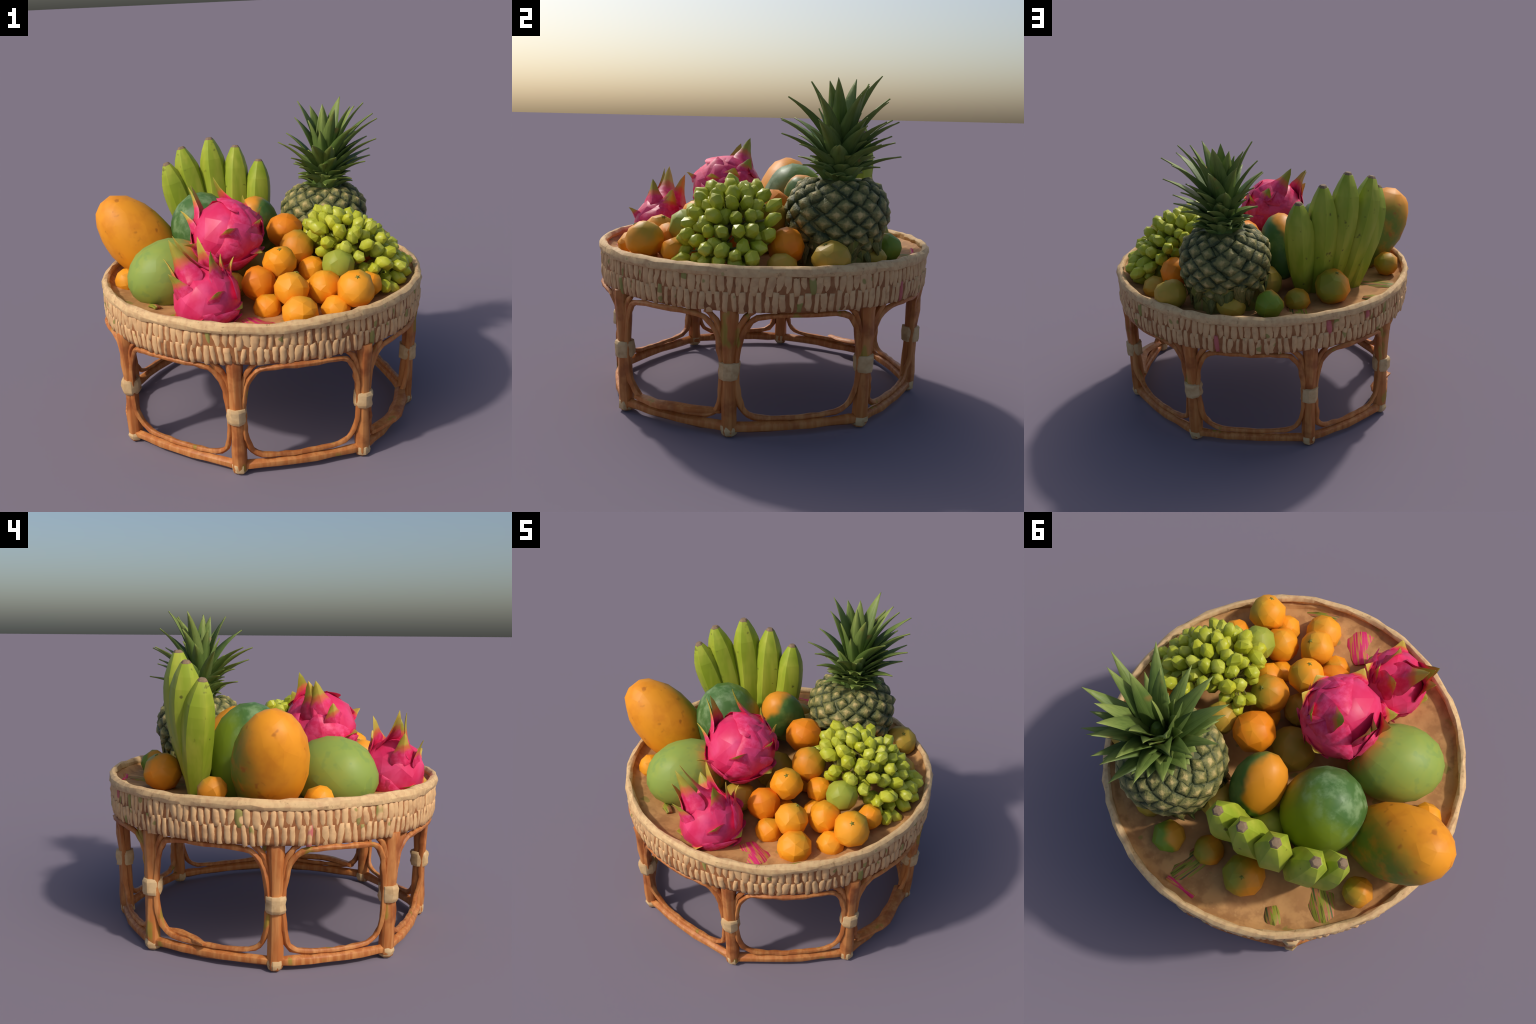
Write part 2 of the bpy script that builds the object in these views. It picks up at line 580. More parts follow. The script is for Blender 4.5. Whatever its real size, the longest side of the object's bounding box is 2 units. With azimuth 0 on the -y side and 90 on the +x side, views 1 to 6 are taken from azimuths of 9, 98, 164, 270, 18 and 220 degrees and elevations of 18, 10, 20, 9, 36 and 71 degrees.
strand_meshes = [strand_mesh(s, 0.094, 0.0355) for s in range(10)]
PER_ROW = 148
for row in range(2):
    for i in range(PER_ROW):
        a = 2 * math.pi * (i + 0.5 * row) / PER_ROW + RNG.uniform(-0.1, 0.1) * 0.04
        zc = (0.7185, 0.803)[row] + RNG.uniform(-0.004, 0.004)
        rad = np.interp(zc, (0.67, 0.74, 0.85), (0.945, 0.952, 0.950)) - RNG.uniform(-0.001, 0.003) + oval(a)
        o = bpy.data.objects.new("weave_strand", strand_meshes[RNG.randrange(10)])
        tilt = (-0.08, -0.02)[row]
        o.matrix_local = Matrix.Translation((rad * math.cos(a), rad * math.sin(a), zc)) @ Matrix.Rotation(a - math.pi / 2, 4, "Z") \
            @ Matrix.Rotation(tilt + RNG.uniform(-0.05, 0.05), 4, "X") @ Matrix.Rotation(RNG.uniform(-0.10, 0.10), 4, "Y") \
            @ Matrix.Diagonal((RNG.uniform(0.8, 1.25) * (1.0, 1.16)[row], RNG.uniform(0.7, 1.2), RNG.uniform(0.9, 1.15), 1))
        link(o, stand)

# eight legs; foot centres (x, y) relative to the tray centre, measured leg by leg
LEG_ANGLES = [-91.5, -46.0, -1.8, 45.6, 92.4, 132.9, 180.0, -139.5]
LEG_FOOT = [0.893, 0.906, 0.880, 0.868, 0.880, 0.890, 0.882, 0.915]
LEG_TOP = [0.903, 0.924, 0.910, 0.896, 0.902, 0.888, 0.900, 0.922]
BULGE = [0.025, 0.03, 0.03, 0.03, 0.03, 0.032, 0.032, 0.022]    # bow of the rails between legs


def leg_point(i, z, tangential=0.0, radial=0.0):
    a = math.radians(LEG_ANGLES[i])
    r = LEG_FOOT[i] + (LEG_TOP[i] - LEG_FOOT[i]) * min(z / 0.66, 1) + radial
    return Vector((r * math.cos(a) - tangential * math.sin(a), r * math.sin(a) + tangential * math.cos(a), z))


for i in range(8):
    zs = [0.008, 0.03, 0.12, 0.22, 0.30, 0.355, 0.41, 0.50, 0.58, 0.64, 0.685]
    rs = [0.036, 0.043, 0.043, 0.041, 0.038, 0.037, 0.039, 0.043, 0.046, 0.048, 0.048]
    leg = mesh_object("leg", tube("leg", [leg_point(i, z) for z in zs], rs, 7, mat_cane, 0.45, up=Vector((math.cos(i), math.sin(i), 0)), wob=0.09, seed=40 + i), stand)
    path = [leg_point(i, z) for z in (0.312, 0.33, 0.36, 0.385, 0.40)]
    mesh_object("binding", tube("binding", path, [0.051, 0.055, 0.055, 0.056, 0.052], 8, mat_binding, 0.55, wob=0.08, seed=60 + i), leg)
    path = [leg_point(i, z) for z in (0.004, 0.016, 0.038, 0.060)]
    mesh_object("foot_cap", tube("foot_cap", path, [0.030, 0.042, 0.046, 0.043], 7, mat_binding, 0.6, wob=0.08, seed=80 + i), leg)

# bent-cane loops between neighbouring legs, and the straight ground rails
for i in range(8):
    j = (i + 1) % 8

    def between(t, z, off=0.0):
        """point on the chord between the two legs, bulging out a little"""
        p = leg_point(i, z).lerp(leg_point(j, z), t)
        d = Vector((p.x, p.y, 0)).normalized()
        top = min(max((z - 0.2) / 0.4, 0), 1)
        return p + d * ((BULGE[i] * (1 - top) + 0.105 * top) * math.sin(math.pi * t) + off)

    side = lambda k, z, out, s: leg_point(k, z, s * out, 0.004)
    loop = [side(i, 0.22, 0.046, 1), side(i, 0.31, 0.036, 1), side(i, 0.40, 0.037, 1), side(i, 0.50, 0.052, 1), between(0.115, 0.57), between(0.19, 0.630), between(0.32, 0.650),
            between(0.5, 0.654), between(0.68, 0.650), between(0.81, 0.630), between(0.885, 0.57), side(j, 0.50, 0.052, -1), side(j, 0.40, 0.037, -1), side(j, 0.31, 0.036, -1),
            side(j, 0.22, 0.046, -1), between(0.90, 0.14), between(0.81, 0.098), between(0.65, 0.088), between(0.5, 0.086), between(0.35, 0.088), between(0.19, 0.098), between(0.10, 0.14)]
    path = catmull(loop + [loop[0]], 56)[:-1]
    rad = [0.0155 + 0.005 * max(0, math.cos(4 * math.pi * k / 56)) * (0.2 if 8 < k < 28 else 1) for k in range(56)]
    mesh_object("bent_cane", tube("bent_cane", path, rad, 5, mat_cane, 0.5, up=Vector((loop[7].x, loop[7].y, 0)).normalized(), wob=0.22, seed=100 + i, closed=True), stand)
    path = [between(t, 0.047, 0.004) for t in (0.02, 0.15, 0.3, 0.45, 0.6, 0.75, 0.9, 0.98)]
    mesh_object("ground_rail", tube("ground_rail", path, 0.028, 6, mat_cane, 0.5, wob=0.16, seed=130 + i), stand)
    for k, sgn, t in ((i, 1, 0.075), (j, -1, 0.925)):      # gusset where the loop's shoulder meets the leg top
        a = [side(k, 0.46, 0.030, sgn), between(t, 0.575), between(0.13 if sgn > 0 else 0.87, 0.640), between(0.18 if sgn > 0 else 0.82, 0.668)]
        mesh_object("gusset", tube("gusset", catmull(a, 8), [0.010, 0.012, 0.015, 0.017, 0.018, 0.018, 0.016, 0.014, 0.012], 5, mat_cane, 0.5, wob=0.2, seed=150 + i * 2 + (sgn > 0)), stand)


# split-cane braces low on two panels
def brace(pts, radii, seed):
    mesh_object("brace", tube("brace", catmull(pts, 8), radii, 5, mat_cane, 0.6, wob=0.15, seed=seed, flat=0.45), stand)


brace([leg_point(1, 0.10, 0.08, -0.03), leg_point(1, 0.115, 0.32, -0.06), leg_point(2, 0.12, -0.05, -0.03)], [0.03, 0.038, 0.042, 0.045, 0.045, 0.045, 0.042, 0.038, 0.03], 72)

brace([leg_point(5, 0.11, 0.04, -0.05), leg_point(5, 0.105, 0.18, -0.09), leg_point(5, 0.10, 0.34, -0.08)], [0.026, 0.032, 0.034, 0.034, 0.032, 0.030, 0.026, 0.022, 0.018], 73)

# scraps lying on the floor and caught in the weave
def scrap(name, x, y, z, length, width, angle, mat, label, category, seed):
    rng = random.Random(seed)
    n = 6
    verts, faces = [], []
    for i in range(n):
        t = i / (n - 1)
        w = width * (0.55 + 0.45 * math.sin(math.pi * (0.15 + 0.8 * t))) * (1 + rng.uniform(-0.15, 0.15))
        z0 = 0.008 * math.sin(5 * t + seed)
        for s, h in ((-1, 0.004), (0, 0.012), (1, 0.004)):
            verts.append((s * w / 2, (t - 0.5) * length, z0 + h))
        for s in (-1, 0, 1):
            verts.append((s * w / 2, (t - 0.5) * length, z0 - 0.002))
    for i in range(n - 1):
        a, b = i * 6, i * 6 + 6
        for k in range(2):
            faces.append((a + k, a + k + 1, b + k + 1, b + k))
            faces.append((a + 3 + k, b + 3 + k, b + 4 + k, a + 4 + k))
        faces.append((a, b, b + 3, a + 3))
        faces.append((a + 2, a + 5, b + 5, b + 2))
    faces.append((0, 3, 4, 5, 2, 1))
    c = (n - 1) * 6
    faces.append((c, c + 1, c + 2, c + 5, c + 4, c + 3))
    o = mesh_object(name, make_mesh(name, verts, faces, mat, 0.5), None, (x, y, z))
    o.rotation_euler = (rng.uniform(-0.05, 0.05), rng.uniform(-0.05, 0.05), angle)
    o["label"], o["category"] = label, category


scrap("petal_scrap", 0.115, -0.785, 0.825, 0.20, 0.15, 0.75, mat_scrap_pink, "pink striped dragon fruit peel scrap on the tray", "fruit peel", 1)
scrap("petal_scrap", -0.03, 0.88, 0.838, 0.17, 0.03, 1.65, mat_scrap_pink, "narrow pink peel scrap at the tray edge", "fruit peel", 2)
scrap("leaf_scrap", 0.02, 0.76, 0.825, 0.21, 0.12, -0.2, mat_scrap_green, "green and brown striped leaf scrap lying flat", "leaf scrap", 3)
scrap("leaf_scrap", -0.62, 0.47, 0.825, 0.22, 0.15, 0.9, mat_scrap_green, "green and brown striped leaf scrap lying flat", "leaf scrap", 4)
scrap("leaf_scrap", -0.49, 0.69, 0.832, 0.12, 0.07, 0.9, mat_scrap_green, "small green leaf scrap at the tray edge", "leaf scrap", 5)
scrap("leaf_scrap", 0.42, -0.80, 0.832, 0.24, 0.05, -1.08, mat_scrap_green, "small green leaf scrap at the tray edge", "leaf scrap", 6)
scrap("leaf_scrap", -0.53, -0.53, 0.825, 0.16, 0.05, 0.7, mat_scrap_green, "small green leaf scrap at the tray edge", "leaf scrap", 7)

# ------------------------------------------------------------------ tangerines and small mangoes
ROUND = "round tangerine with softly faceted skin"
# (x, y, z, radius, material, squash, name, label)
SMALL = [
    (0.622, -0.558, 0.952, 0.103, mat_tangerine_amber, 0.97, "tangerine"),
    (0.513, -0.597, 0.845, 0.079, mat_tangerine_amber, 1.0, "tangerine"),
    (0.447, -0.467, 0.923, 0.097, mat_tangerine, 1.0, "tangerine"),
    (0.514, -0.361, 1.016, 0.092, mat_tangerine_green, 1.0, "tangerine"),
    (0.688, -0.372, 0.909, 0.074, mat_tangerine, 1.0, "tangerine"),
    (0.331, -0.703, 0.866, 0.099, mat_tangerine_amber, 0.92, "tangerine"),
    (0.274, -0.570, 0.951, 0.095, mat_tangerine_amber, 0.97, "tangerine"),
    (0.142, -0.581, 0.840, 0.080, mat_tangerine, 1.0, "tangerine"),
    (0.079, -0.473, 0.942, 0.096, mat_tangerine_deep, 1.06, "tangerine"),
    (0.185, -0.369, 1.036, 0.096, mat_tangerine_amber, 0.97, "tangerine"),
    (0.264, -0.160, 1.053, 0.103, mat_tangerine_half, 1.04, "tangerine"),
    (0.360, -0.261, 0.955, 0.080, mat_tangerine, 1.0, "tangerine"),
    (0.169, 0.065, 1.099, 0.111, mat_tangerine_deep, 0.95, "tangerine"),
    (0.360, 0.100, 1.060, 0.088, mat_mango_yellow, 1.0, "tangerine"),
    (0.651, 0.210, 0.951, 0.093, mat_tangerine_deep, 1.1, "tangerine"),
    (0.725, 0.452, 0.910, 0.100, mat_mango_yellow, 0.92, "tangerine"),
    (0.776, 0.206, 0.862, 0.084, mat_mango_yellow, 0.9, "tangerine"),
    (0.185, 0.727, 0.892, 0.086, mat_lime_half, 1.0, "tangerine"),
    (-0.015, 0.645, 0.862, 0.080, mat_tangerine_half, 0.9, "tangerine"),
    (-0.246, 0.630, 0.914, 0.108, mat_tangerine_half, 1.03, "tangerine"),
    (-0.736, 0.325, 0.905, 0.080, mat_tangerine_half, 0.95, "tangerine"),
    (-0.760, -0.220, 0.860, 0.080, mat_tangerine_amber, 1.0, "tangerine"),
    (0.013, -0.053, 0.875, 0.125, mat_mango_yellow, 0.9, "mango"),
    (0.120, 0.420, 0.910, 0.100, mat_mango_yellow, 1.05, "mango"),
    (-0.175, 0.350, 0.920, 0.100, mat_tangerine_green, 0.95, "mango"),
    (-0.10, -0.40, 0.90, 0.095, mat_mango_yellow, 0.9, "mango"),
    (0.12, -0.25, 0.90, 0.095, mat_mango_yellow, 0.9, "mango"),
    (0.397, 0.640, 0.872, 0.090, mat_mango_yellow, 0.8, "mango"),
    (0.19, -0.42, 0.87, 0.075, mat_tangerine, 0.9, "tangerine"),
    (0.36, -0.36, 0.865, 0.070, mat_tangerine, 0.9, "tangerine"),
    (0.25, -0.10, 0.885, 0.085, mat_tangerine, 0.9, "tangerine"),
]
for k, (x, y, z, r, m, sq, nm) in enumerate(SMALL):
    ax = Vector((RNG.uniform(-0.4, 0.4), RNG.uniform(-0.4, 0.4), 1))
    me = fruit_mesh(nm, r * 1.035, r * 1.035 * sq, ax, 46 if r > 0.09 else 38, 200 + k, m, 0.45, 0.13, 0, 0.02)
    o = mesh_object(nm, me, None, (x, y, z))
    o["label"] = ROUND if nm == "tangerine" else "small yellowish mango lying under the other fruit"
    o["category"] = nm
    spot = {0: (0.1, -0.5, 0.86), 9: (0.1, -0.35, 0.93), 19: (-0.15, 0.25, 0.95), 10: (0.2, 0.3, 0.9), 6: (0.3, 0.3, 0.9), 15: (0.2, -0.4, 0.9)}.get(k)
    if spot:                                   # green star-shaped stem scar
        d = Vector(spot).normalized()
        fr = axis_frame(d)
        # find the hull's surface along d
        hit = min((p.center.dot(p.normal) / p.normal.dot(d) for p in me.polygons if p.normal.dot(d) > 0.05))
        vs, fs = [Vector((0, 0, 0.006))], []
        for q in range(10):
            rr = (0.016, 0.007)[q % 2]
            vs.append(Vector((rr * math.cos(q * 0.628), rr * math.sin(q * 0.628), 0.0005)))
        base = [Vector((v.x * 0.9, v.y * 0.9, -0.006)) for v in vs[1:]]
        for q in range(10):
            fs.append((0, 1 + q, 1 + (q + 1) % 10))
            fs.append((1 + q, 11 + q, 11 + (q + 1) % 10, 1 + (q + 1) % 10))
        fs.append(tuple(range(20, 10, -1)))
        vs = [fr @ v + d * hit for v in vs + base]
        mesh_object("stem_scar", make_mesh("stem_scar", vs, fs, mat_scar, 0.5), o)

# ------------------------------------------------------------------ papayas and mangoes
BIG = [
    ("papaya", (-0.735, 0.033, 1.035), (-0.637, -0.062, 0.769), 0.198, 0.350, mat_papaya, 0.03, "large ripe orange papaya with a green side"),
    ("mango", (-0.466, -0.324, 0.946), (0.78, 0.61, 0.10), 0.207, 0.254, mat_mango, 0.0, "large pale green mango with a faint blush"),
    ("papaya", (-0.350, 0.146, 1.030), (-0.108, -0.139, 0.984), 0.216, 0.296, mat_papaya_green, 0.0, "large unripe dark green papaya with pale mottling"),
    ("papaya", (-0.026, 0.262, 1.078), (-0.09, -0.47, 0.87), 0.137, 0.215, mat_papaya_patch, 0.0, "small green papaya with an orange ripe patch"),
]
for k, (nm, c, ax, r, l, m, egg, lab) in enumerate(BIG):
    o = mesh_object(nm, fruit_mesh(nm, r * 1.012, l * 1.012, ax, 120, 300 + k, m, 0.22, 0.035, egg, 0.008), None, c)
    o["label"], o["category"] = lab, nm


# ------------------------------------------------------------------ dragon fruit
def pointed_scale(name, root, bend, tip, normal, width, thick, mat, parent, origin, rows=7, power=1.0):
    """leaf-like scale from root to tip through the bend point, built in a frame whose y axis runs root->tip with unit length"""
    root, bend, tip = Vector(root), Vector(bend), Vector(tip)
    L = (tip - root).length
    ydir = (tip - root) / L
    xdir = ydir.cross(Vector(normal)).normalized()
    zdir = xdir.cross(ydir)
    fr = Matrix((xdir, ydir, zdir))              # world -> local rotation
    verts, faces = [], []
    for i in range(rows + 1):
        t = i / rows
        p = fr @ (bezier(root, bend, tip, t) - root) / L
        w = width / L * (0.5 * (1 - t) ** power) * (1 + 0.35 * math.sin(math.pi * min(1, t * 1.6))) + 0.004
        th = thick / L * (1 - 0.8 * t)
        verts += [Vector((-w, p.y, p.z - 0.25 * w)), Vector((0, p.y, p.z + th)), Vector((w, p.y, p.z - 0.25 * w)), Vector((0, p.y, p.z - th))]
    for i in range(rows):
        for k in range(4):
            a, b = i * 4 + k, i * 4 + (k + 1) % 4
            faces.append((a, b, b + 4, a + 4))
    faces.append((3, 2, 1, 0))
    c = rows * 4
    faces.append((c, c + 1, c + 2, c + 3))
    o = mesh_object(name, make_mesh(name, verts, faces, mat, 0.5), parent)
    o.matrix_local = Matrix.Translation(root - origin) @ fr.transposed().to_4x4() @ Matrix.Scale(L, 4)
    return o


def dragon_fruit(center, apex, radius, squash, tips, seed):
    rng = random.Random(seed)
    center = Vector(center)
    apex = Vector(apex).normalized()
    base = Vector((center.x, center.y, center.z - radius))
    fruit = thing_empty("dragon_fruit", base, "bright pink dragon fruit with green-tipped pointed scales", "dragon fruit")
    mesh_object("body", fruit_mesh("body", radius, radius * squash, apex, 56, seed, mat_dragon, 0.45, 0.07, 0, 0.015), fruit, center - base)
    surf = lambda d, k=1.0: center + d.normalized() * radius * k
    done = []
    for t in tips:                              # scales with free green tips; roots lie further from the apex
        off = Vector(t)
        d = off.normalized()
        done.append(d)
        away = (d - apex * d.dot(apex))
        if away.length < 0.05:
            away = apex.orthogonal()
        away.normalize()
        out = off.length - radius
        back = 0.32 + 0.16 * max(0.0, d.dot(apex))
        root = (d * math.cos(back) + (away * 0.75 - apex * 0.65).normalized() * math.sin(back)).normalized()
        pointed_scale("scale", surf(root, 0.93), surf((d + root * 0.35), 1.06), center + off, root + d, 0.085 + 0.36 * max(0, out), 0.008, mat_bract, fruit, base, power=0.65)
    for d in sphere_points(14, rng, 0.12):      # flat plates that cover the rest
        if d.dot(apex) > 0.95 or any(d.angle(q) < 0.38 for q in done):
            continue
        up = (apex - d * d.dot(apex)).normalized()
        root = (d - up * 0.45).normalized()
        tipd = (d + up * 0.45).normalized()
        pointed_scale("scale", surf(root, 0.95), surf(d, 1.07), surf(tipd, 0.99 + rng.uniform(0, 0.045)), d, 0.27, 0.005, mat_plate, fruit, base, power=0.5)
        done.append(d)
    return fruit


dragon_fruit((-0.129, -0.262, 1.160), (-0.42, 0.22, 0.88), 0.217, 0.95,
             [(-0.213, 0.081, 0.280), (0.076, 0.156, 0.204), (-0.088, 0.125, 0.321), (0.196, 0.083, 0.152), (0.056, -0.241, 0.109), (-0.250, -0.052, 0.163),
              (0.213, -0.051, 0.116), (-0.220, 0.042, 0.282), (-0.209, -0.195, 0.0), (0.22, -0.1, -0.07), (-0.02, 0.24, 0.02)], 21)
dragon_fruit((-0.171, -0.683, 0.922), (-0.45, 0.0, 0.90), 0.188, 0.98,
             [(-0.168, -0.141, 0.196), (-0.064, 0.128, 0.320), (-0.167, -0.003, 0.361), (-0.180, -0.039, 0.349), (0.137, 0.101, 0.215), (-0.216, -0.029, 0.242),
              (0.097, -0.190, 0.116), (0.044, -0.051, 0.293), (-0.149, 0.226, 0.158), (0.069, 0.081, 0.237), (-0.19, -0.08, -0.06), (0.2, -0.06, -0.02), (-0.03, -0.2, -0.06)], 22)

# ------------------------------------------------------------------ pineapple
PX, PY = 0.394, 0.455
pine = thing_empty("pineapple", (PX, PY, 0.81), "upright pineapple with diamond eyes and spiky green crown", "pineapple")
# (z, radius) of the barrel; the part below 0.97 is the ragged base
PINE = [(0.81, 0.192), (0.88, 0.196), (0.95, 0.218), (1.00, 0.244), (1.05, 0.260), (1.11, 0.266), (1.16, 0.260), (1.21, 0.240), (1.25, 0.206), (1.277, 0.165), (1.295, 0.08), (1.298, 0.002)]
pz, pr = [p[0] for p in PINE], [p[1] for p in PINE]
tilt = lambda z: (-0.02 * (z - 1.05), 0.03 * (z - 1.05))


def body_wob(a, j):
    return (ring_noise(a, j, 0.012, 4), 0)


BX, BY = -0.010, -0.006                          # the barrel leans a little off the crown axis
mesh_object("body", lathe("body", [(r - 0.006, z - 0.81) for z, r in PINE[2:]], 40, mat_pine_body, 0.3, body_wob), pine, (BX, BY, 0))
mesh_object("base", lathe("base", [(r, z - 0.81) for z, r in [(0.812, 0.19), (0.85, 0.192), (0.90, 0.195), (0.95, 0.208), (1.0, 0.228)]], 30, mat_pine_base, 0.6, lambda a, j: (ring_noise(a, j, 0.045, 8) + 0.005 + 0.04 * max(0, math.cos(a - 3.55)), 0)), pine)


def eye_mesh(seed):
    """diamond pyramid with a blunt middle, unit half-size"""
    rng = random.Random(seed)
    verts, faces = [], []
    rings = [(1.03, -0.25), (0.92, 0.02), (0.62, 0.20), (0.28, 0.33)]
    n = 8
    for s, h in rings:
        for k in range(n):
            an = 2 * math.pi * k / n
            c, d = math.cos(an), math.sin(an)
            q = s / (abs(c) + abs(d)) ** 0.86 * (1 + rng.uniform(-0.05, 0.05))
            verts.append((q * c, q * d, h + rng.uniform(-0.03, 0.03)))
    verts.append((rng.uniform(-0.1, 0.1), rng.uniform(-0.15, 0.05), 0.42))
    for i in range(len(rings) - 1):
        for k in range(n):
            faces.append((i * n + k, i * n + (k + 1) % n, (i + 1) * n + (k + 1) % n, (i + 1) * n + k))
    for k in range(n):
        faces.append(((len(rings) - 1) * n + k, (len(rings) - 1) * n + (k + 1) % n, len(verts) - 1))
    return make_mesh("eye", verts, faces, mat_eye, 0.35)


eye_meshes = [eye_mesh(s) for s in range(5)]
s_len = [0.0]
zz = np.linspace(0.93, 1.284, 200)
rr = np.interp(zz, pz, pr)
for i in range(1, 200):
    s_len.append(s_len[-1] + math.hypot(zz[i] - zz[i - 1], rr[i] - rr[i - 1]))
ROWS, AROUND = 9, 13
for row in range(ROWS):
    s = s_len[-1] * (row + 0.45) / ROWS * 0.97
    z = float(np.interp(s, s_len, zz))
    r = float(np.interp(z, pz, pr))
    r2 = float(np.interp(min(z + 0.01, 1.298), pz, pr))
    r1 = float(np.interp(z - 0.01, pz, pr))
    slope = math.atan2(r1 - r2, 0.02)           # 0 = upright wall
    half_w = math.pi * r / AROUND * 1.0
    half_h = s_len[-1] / ROWS * 1.06
    for k in range(AROUND):
        if r < 0.14 and k % 2:
            continue
        a = 2 * math.pi * (k + 0.5 * (row % 2) + RNG.uniform(-0.13, 0.13)) / AROUND
        tx, ty = tilt(z)
        o = bpy.data.objects.new("eye", eye_meshes[RNG.randrange(5)])
        sz = RNG.uniform(0.9, 1.12) * (1.5 if r < 0.14 else 1)
        o.matrix_local = Matrix.Translation((r * math.cos(a) + tx + BX, r * math.sin(a) + ty + BY, z - 0.81)) @ Matrix.Rotation(a + math.pi / 2, 4, "Z") \
            @ Matrix.Rotation(math.pi / 2 - slope, 4, "X") @ Matrix.Rotation(RNG.uniform(-0.25, 0.25), 4, "Z") @ Matrix.Rotation(RNG.uniform(-0.12, 0.12), 4, "X") @ Matrix.Diagonal((half_w * sz, half_h * sz, 0.05 * RNG.uniform(0.7, 1.4), 1))
        link(o, pine)

for k in range(40):                              # ragged dry sheaths hanging round the base
    a = 2 * math.pi * k / 40 + RNG.uniform(-0.12, 0.12)
    d = Vector((math.cos(a), math.sin(a), 0))
    org = Vector((PX, PY, 0.81))
    off = Vector((BX, BY, 0))
    top = RNG.uniform(0.92, 1.03)
    root = Vector((PX, PY, top)) + off + d * (float(np.interp(top, pz, pr)) + 0.006)
    low = Vector((PX, PY, RNG.uniform(0.82, 0.90))) + off + d * (RNG.uniform(0.200, 0.255) + 0.035 * max(0, math.cos(a - 3.55)))
    low += Vector((-d.y, d.x, 0)) * RNG.uniform(-0.04, 0.04)
    pointed_scale("dry_sheath", root, (root + low) / 2 + d * RNG.uniform(-0.01, 0.02), low, d, RNG.uniform(0.035, 0.075), 0.006, mat_sheath, pine, org, 5, 0.5)

# crown: measured tips of the long leaves, then a skirt of shorter ones by golden-angle spiral
CROWN_TIPS = [(0.223, 0.522, 1.825), (0.640, 0.449, 1.814), (0.486, 0.663, 1.831), (0.656, 0.277, 1.479), (0.726, 0.362, 1.728), (0.199, 0.550, 1.718),
              (0.151, 0.472, 1.631), (0.471, 0.298, 1.799), (0.361, 0.707, 1.721), (0.611, 0.196, 1.716), (0.220, 0.297, 1.478), (0.197, 0.182, 1.611),
              (0.676, 0.676, 1.489), (0.722, 0.363, 1.603), (0.345, 0.125, 1.608), (0.478, 0.726, 1.527), (0.683, 0.470, 1.481), (0.265, 0.726, 1.609),
              (0.698, 0.570, 1.730), (0.219, 0.619, 1.467), (0.573, 0.274, 1.372), (0.580, 0.597, 1.777), (0.389, 0.437, 1.807), (0.375, 0.593, 1.795),
              (0.295, 0.594, 1.787), (0.485, 0.149, 1.529), (0.205, 0.206, 1.52), (0.42, 0.78, 1.42), (0.56, 0.40, 1.80), (0.30, 0.40, 1.72), (0.62, 0.60, 1.62),
              (0.584, 0.696, 1.600), (0.660, 0.604, 1.580), (0.391, 0.672, 1.360), (0.459, 0.144, 1.600), (0.247, 0.214, 1.400), (0.44, 0.76, 1.60), (0.52, 0.70, 1.70)]
crown_org = Vector((PX, PY, 0.81))


def crown_leaf(tip, root_z, width, spread=0.035):
    tip = Vector(tip)
    ax = Vector((PX, PY, 0))
    h = Vector((tip.x - PX, tip.y - PY, 0))
    d = h.normalized() if h.length > 1e-4 else Vector((1, 0, 0))
    root = Vector((PX, PY, root_z)) + d * spread
    rise = tip.z - root_z
    bend = root + d * (h.length * 0.38) + Vector((0, 0, rise * 0.60 + 0.03))
    pointed_leaf(root, bend, tip, -d + Vector((0, 0, 0.6)), width)


def pointed_leaf(root, bend, tip, normal, width):
    L = (tip - root).length
    y = (tip - root) / L
    x = y.cross(normal).normalized()
    z = x.cross(y)
    fr = Matrix((x, y, z))
    rows = 8
    verts, faces = [], []
    for i in range(rows + 1):
        t = i / rows
        p = fr @ (bezier(root, bend, tip, t) - root) / L
        w = 0.5 * width / L * (min(1.0, 0.75 + 0.9 * t) if t < 0.3 else (1 - ((t - 0.3) / 0.7) ** 1.35)) + 0.0015
        fold = 0.45 * w
        th = 0.004 / L
        verts += [Vector((-w, p.y, p.z + fold)), Vector((0, p.y, p.z + th)), Vector((w, p.y, p.z + fold)), Vector((0, p.y, p.z - th))]
    for i in range(rows):
        for k in range(4):
            a, b = i * 4 + k, i * 4 + (k + 1) % 4
            faces.append((a, b, b + 4, a + 4))
    faces.append((3, 2, 1, 0))
    c = rows * 4
    faces.append((c, c + 1, c + 2, c + 3))
    o = mesh_object("crown_leaf", make_mesh("crown_leaf", verts, faces, mat_leaf, 0.4), pine)
    o.matrix_local = Matrix.Translation(root - crown_org) @ fr.transposed().to_4x4() @ Matrix.Scale(L, 4)


for k in range(30):                              # lower tiers of short broad leaves that sheathe the stalk
    a = k * 2.39996 + 0.4
    f = k / 29
    rad = 0.13 + 0.05 * f + RNG.uniform(-0.02, 0.045)
    tip = Vector((PX + rad * math.cos(a), PY + rad * math.sin(a), 1.31 + 0.15 * f + RNG.uniform(-0.02, 0.05)))
    crown_leaf(tip, 1.255 + 0.09 * f, RNG.uniform(0.09, 0.125), 0.07 - 0.03 * f)
for t in CROWN_TIPS:
    crown_leaf(t, 1.29 + max(0, t[2] - 1.45) * 0.42, RNG.uniform(0.084, 0.112))
for k in range(16):
    a = k * 2.39996
    f = k / 15
    ln = 0.14 + 0.10 * f + RNG.uniform(-0.04, 0.05)
    el = math.radians(12 + 40 * f + RNG.uniform(-14, 14))
    z0 = 1.262 + 0.12 * f
    tip = Vector((PX + ln * math.cos(el) * math.cos(a), PY + ln * math.cos(el) * math.sin(a), z0 + 0.03 + ln * math.sin(el)))
    crown_leaf(tip, z0, RNG.uniform(0.07, 0.11))
